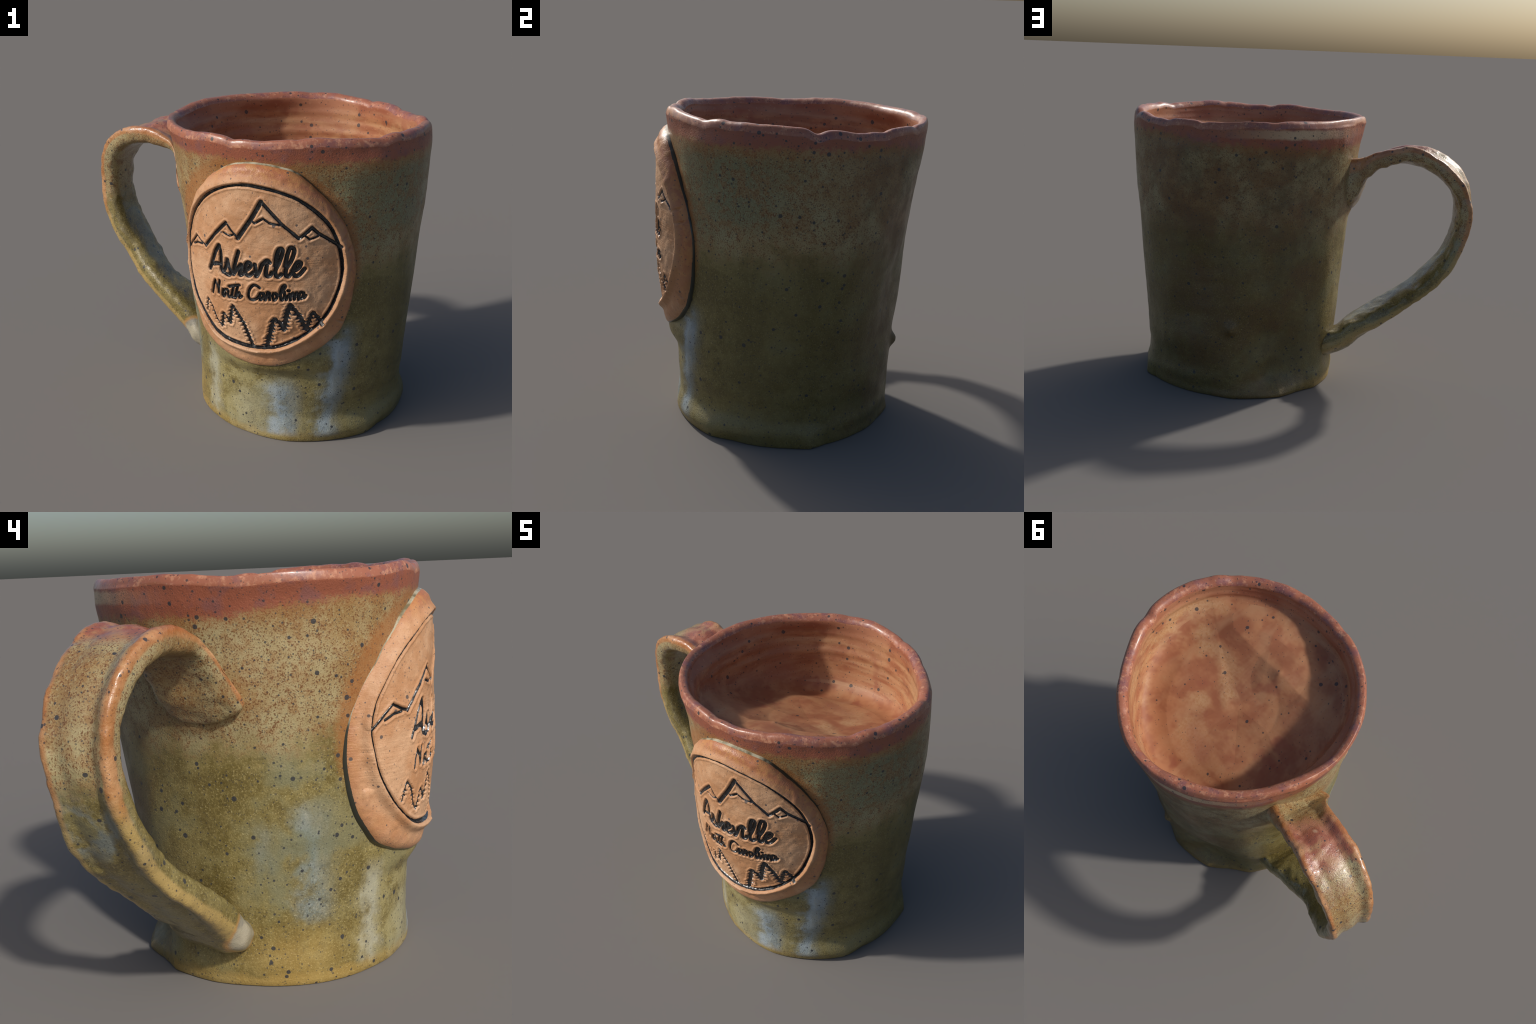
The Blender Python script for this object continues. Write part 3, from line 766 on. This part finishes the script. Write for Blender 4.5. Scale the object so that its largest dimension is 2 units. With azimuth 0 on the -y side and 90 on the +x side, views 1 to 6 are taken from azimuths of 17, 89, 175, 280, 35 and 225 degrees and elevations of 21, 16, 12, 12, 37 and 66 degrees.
def build_medallion():
    nphi, nq = 1500, 330
    phi = np.arange(nphi) / nphi * TAU
    def polar(ctrl):
        c = catmull(ctrl, 16, closed=True) - CENTRE
        an = np.arctan2(c[:, 1], c[:, 0]); rr = np.hypot(c[:, 0], c[:, 1]); o = np.argsort(an)
        return np.interp((phi + math.pi) % TAU - math.pi, an[o], rr[o], period=TAU)
    Ro, Rr = polar(OUTLINE), polar(RING)
    Ro = Ro + .004 * fbm(np.stack([np.cos(phi), np.sin(phi), 0 * phi], -1) * 2, 3.5, 2, 61)
    q = np.concatenate([np.linspace(0.0002, 0.94, nq - 40), np.linspace(.945, 1.0, 40)])
    A = CENTRE[0] + q[:, None] * Ro * np.cos(phi); Z = CENTRE[1] + q[:, None] * Ro * np.sin(phi)
    dist = q[:, None] * Ro
    tb = np.clip((dist - Rr) / (Ro - Rr), 0, 1)
    ang = A / ARC - math.pi / 2
    rb = wall_radius_about_axis(ang, Z) - 0.012
    rf = face_radius(A, Z)
    # border: a soft lip beyond the ring, rolling down to the pot
    lipw = .014 + .009 * smoothstep(-.3, .8, np.sin(phi + 2.6)) 
    swell = .007 * np.exp(-(wrap_deg(np.degrees(phi) - 25) / 40)**2) - .014 * np.exp(-(wrap_deg(np.degrees(phi) - 205) / 40)**2)
    rfb = face_radius(CENTRE[0] + np.minimum(dist, Rr) * np.cos(phi), CENTRE[1] + np.minimum(dist, Rr) * np.sin(phi))
    roll = np.clip(1 - tb**5.0, 0, 1) ** 0.55
    lip = lipw * np.exp(-((dist - Rr - .022) / .018)**2) * (dist > Rr)
    R = np.where(tb > 0, rb + (rfb - 0.010 * tb + swell * smoothstep(0, .5, tb) - rb) * roll + lip, rf)
    P = np.stack([A, Z, 0 * A], -1).reshape(-1, 3)
    a, z = P[:, 0], P[:, 1]
    # strokes
    letters = [(catmull(s, 10), .0105) for s in LETTERING.values()] + [(catmull(s, 10), .0074) for s in LETTERING_SMALL.values()]
    mountains = [(np.asarray(p), w) for w, p in MOUNTAINS.values()]
    pines = [st for i, (w, p) in enumerate(PINES) for st in pine_strokes(p, w * 1.2, i)]
    rc = catmull(RING, 10, closed=True); rc = np.vstack([rc, rc[:1]])
    k = np.linspace(0, TAU, len(rc))
    ring = [(rc, (.0066 + .0032 * np.exp(-((k - 1.0) / .9)**2) + .0010 * np.sin(k * 2 + 1)) + .0008 * np.sin(k * 9))]
    groups = {"lettering": letters, "mountain_line": mountains, "pine_line": pines, "ring_line": ring}
    wobble = lambda a, z: .0010 * fbm(np.stack([a, z, 0 * a], -1), 60, 2, 71)
    def field(a, z):
        f = np.array([stroke_field(a, z, g) for g in groups.values()])
        return f.min(0) + wobble(a, z), f.argmin(0)
    D, kind = field(a, z)
    # let the mesh edges run along the stroke outlines
    near = np.where(np.abs(D) < .0011)[0]; h = 2e-4
    g = np.stack([field(a[near] + h, z[near])[0] - D[near], field(a[near], z[near] + h)[0] - D[near]], -1) / h
    g = g / np.maximum((g**2).sum(1, keepdims=True), .25)
    a, z = a.copy(), z.copy()
    a[near] -= D[near] * g[:, 0]; z[near] -= D[near] * g[:, 1]; D[near] = 0
    depth = np.array([.012, .010, .009, .009])[kind]
    groove = -depth * smoothstep(.0035, -.0055, D) + .0035 * np.exp(-((D - .008) / .006)**2)
    rough = .0035 * fbm(P, 7, 3, 81) + .0012 * fbm(P, 40, 2, 83)
    bump = .006 * smoothstep(.35, .9, fbm(P, 14, 2, 87)) * (tb.ravel() > .15)
    # two pinched cracks in the right-hand border
    for ca, cz, dx, dz in ((.415, 1.165, .9, .45), (.44, 1.10, .9, .3), (.40, .70, .85, -.5)):
        u = (a - ca) * dx + (z - cz) * dz; v = -(a - ca) * dz + (z - cz) * dx
        rough = rough - .010 * np.exp(-(v / .006)**2) * smoothstep(.065, .02, np.abs(u))
    R = R.ravel() + (groove + rough) * smoothstep(1.0, .93, np.repeat(q, nphi)) + bump * smoothstep(1.0, .9, np.repeat(q, nphi))
    an = a / ARC - math.pi / 2
    V = np.stack([AXIS[0] + R * np.cos(an), AXIS[1] + R * np.sin(an), z], -1)
    V = np.vstack([V, V[:nphi].mean(0)])
    F = grid_faces(nq, nphi)
    N = vertex_normals(V, F); N[-1] = N[:nphi].mean(0); N[-1] /= np.linalg.norm(N[-1])
    # facing: outward from the pot
    if (N[0] * [N[0][0] * 0, -1, 0]).sum() < 0:
        F = F[:, ::-1]; N = -N
    Df = D[F].mean(1); kf = kind[F[:, 0]]
    black = Df < 0
    fq = q[np.minimum(F.min(1) // nphi, nq - 1)]
    ht = ((R - rb.ravel()) / np.maximum(rfb.ravel() - rb.ravel(), .01))[np.minimum(F, nq * nphi - 1)].mean(1)
    seam = (fq > .95) & (ht < .42)
    med, _ = make_part("medallion", V, F[~black & ~seam], M_CLAY, mug, N)
    make_part("seam_line", V, F[seam], M_SEAM, med, N)
    for i, nm in enumerate(groups):
        sel = black & (kf == i) & ~seam
        if sel.any():
            make_part(nm, V, F[sel], M_BLACK, med, N)

build_body()
build_handle()
build_medallion()
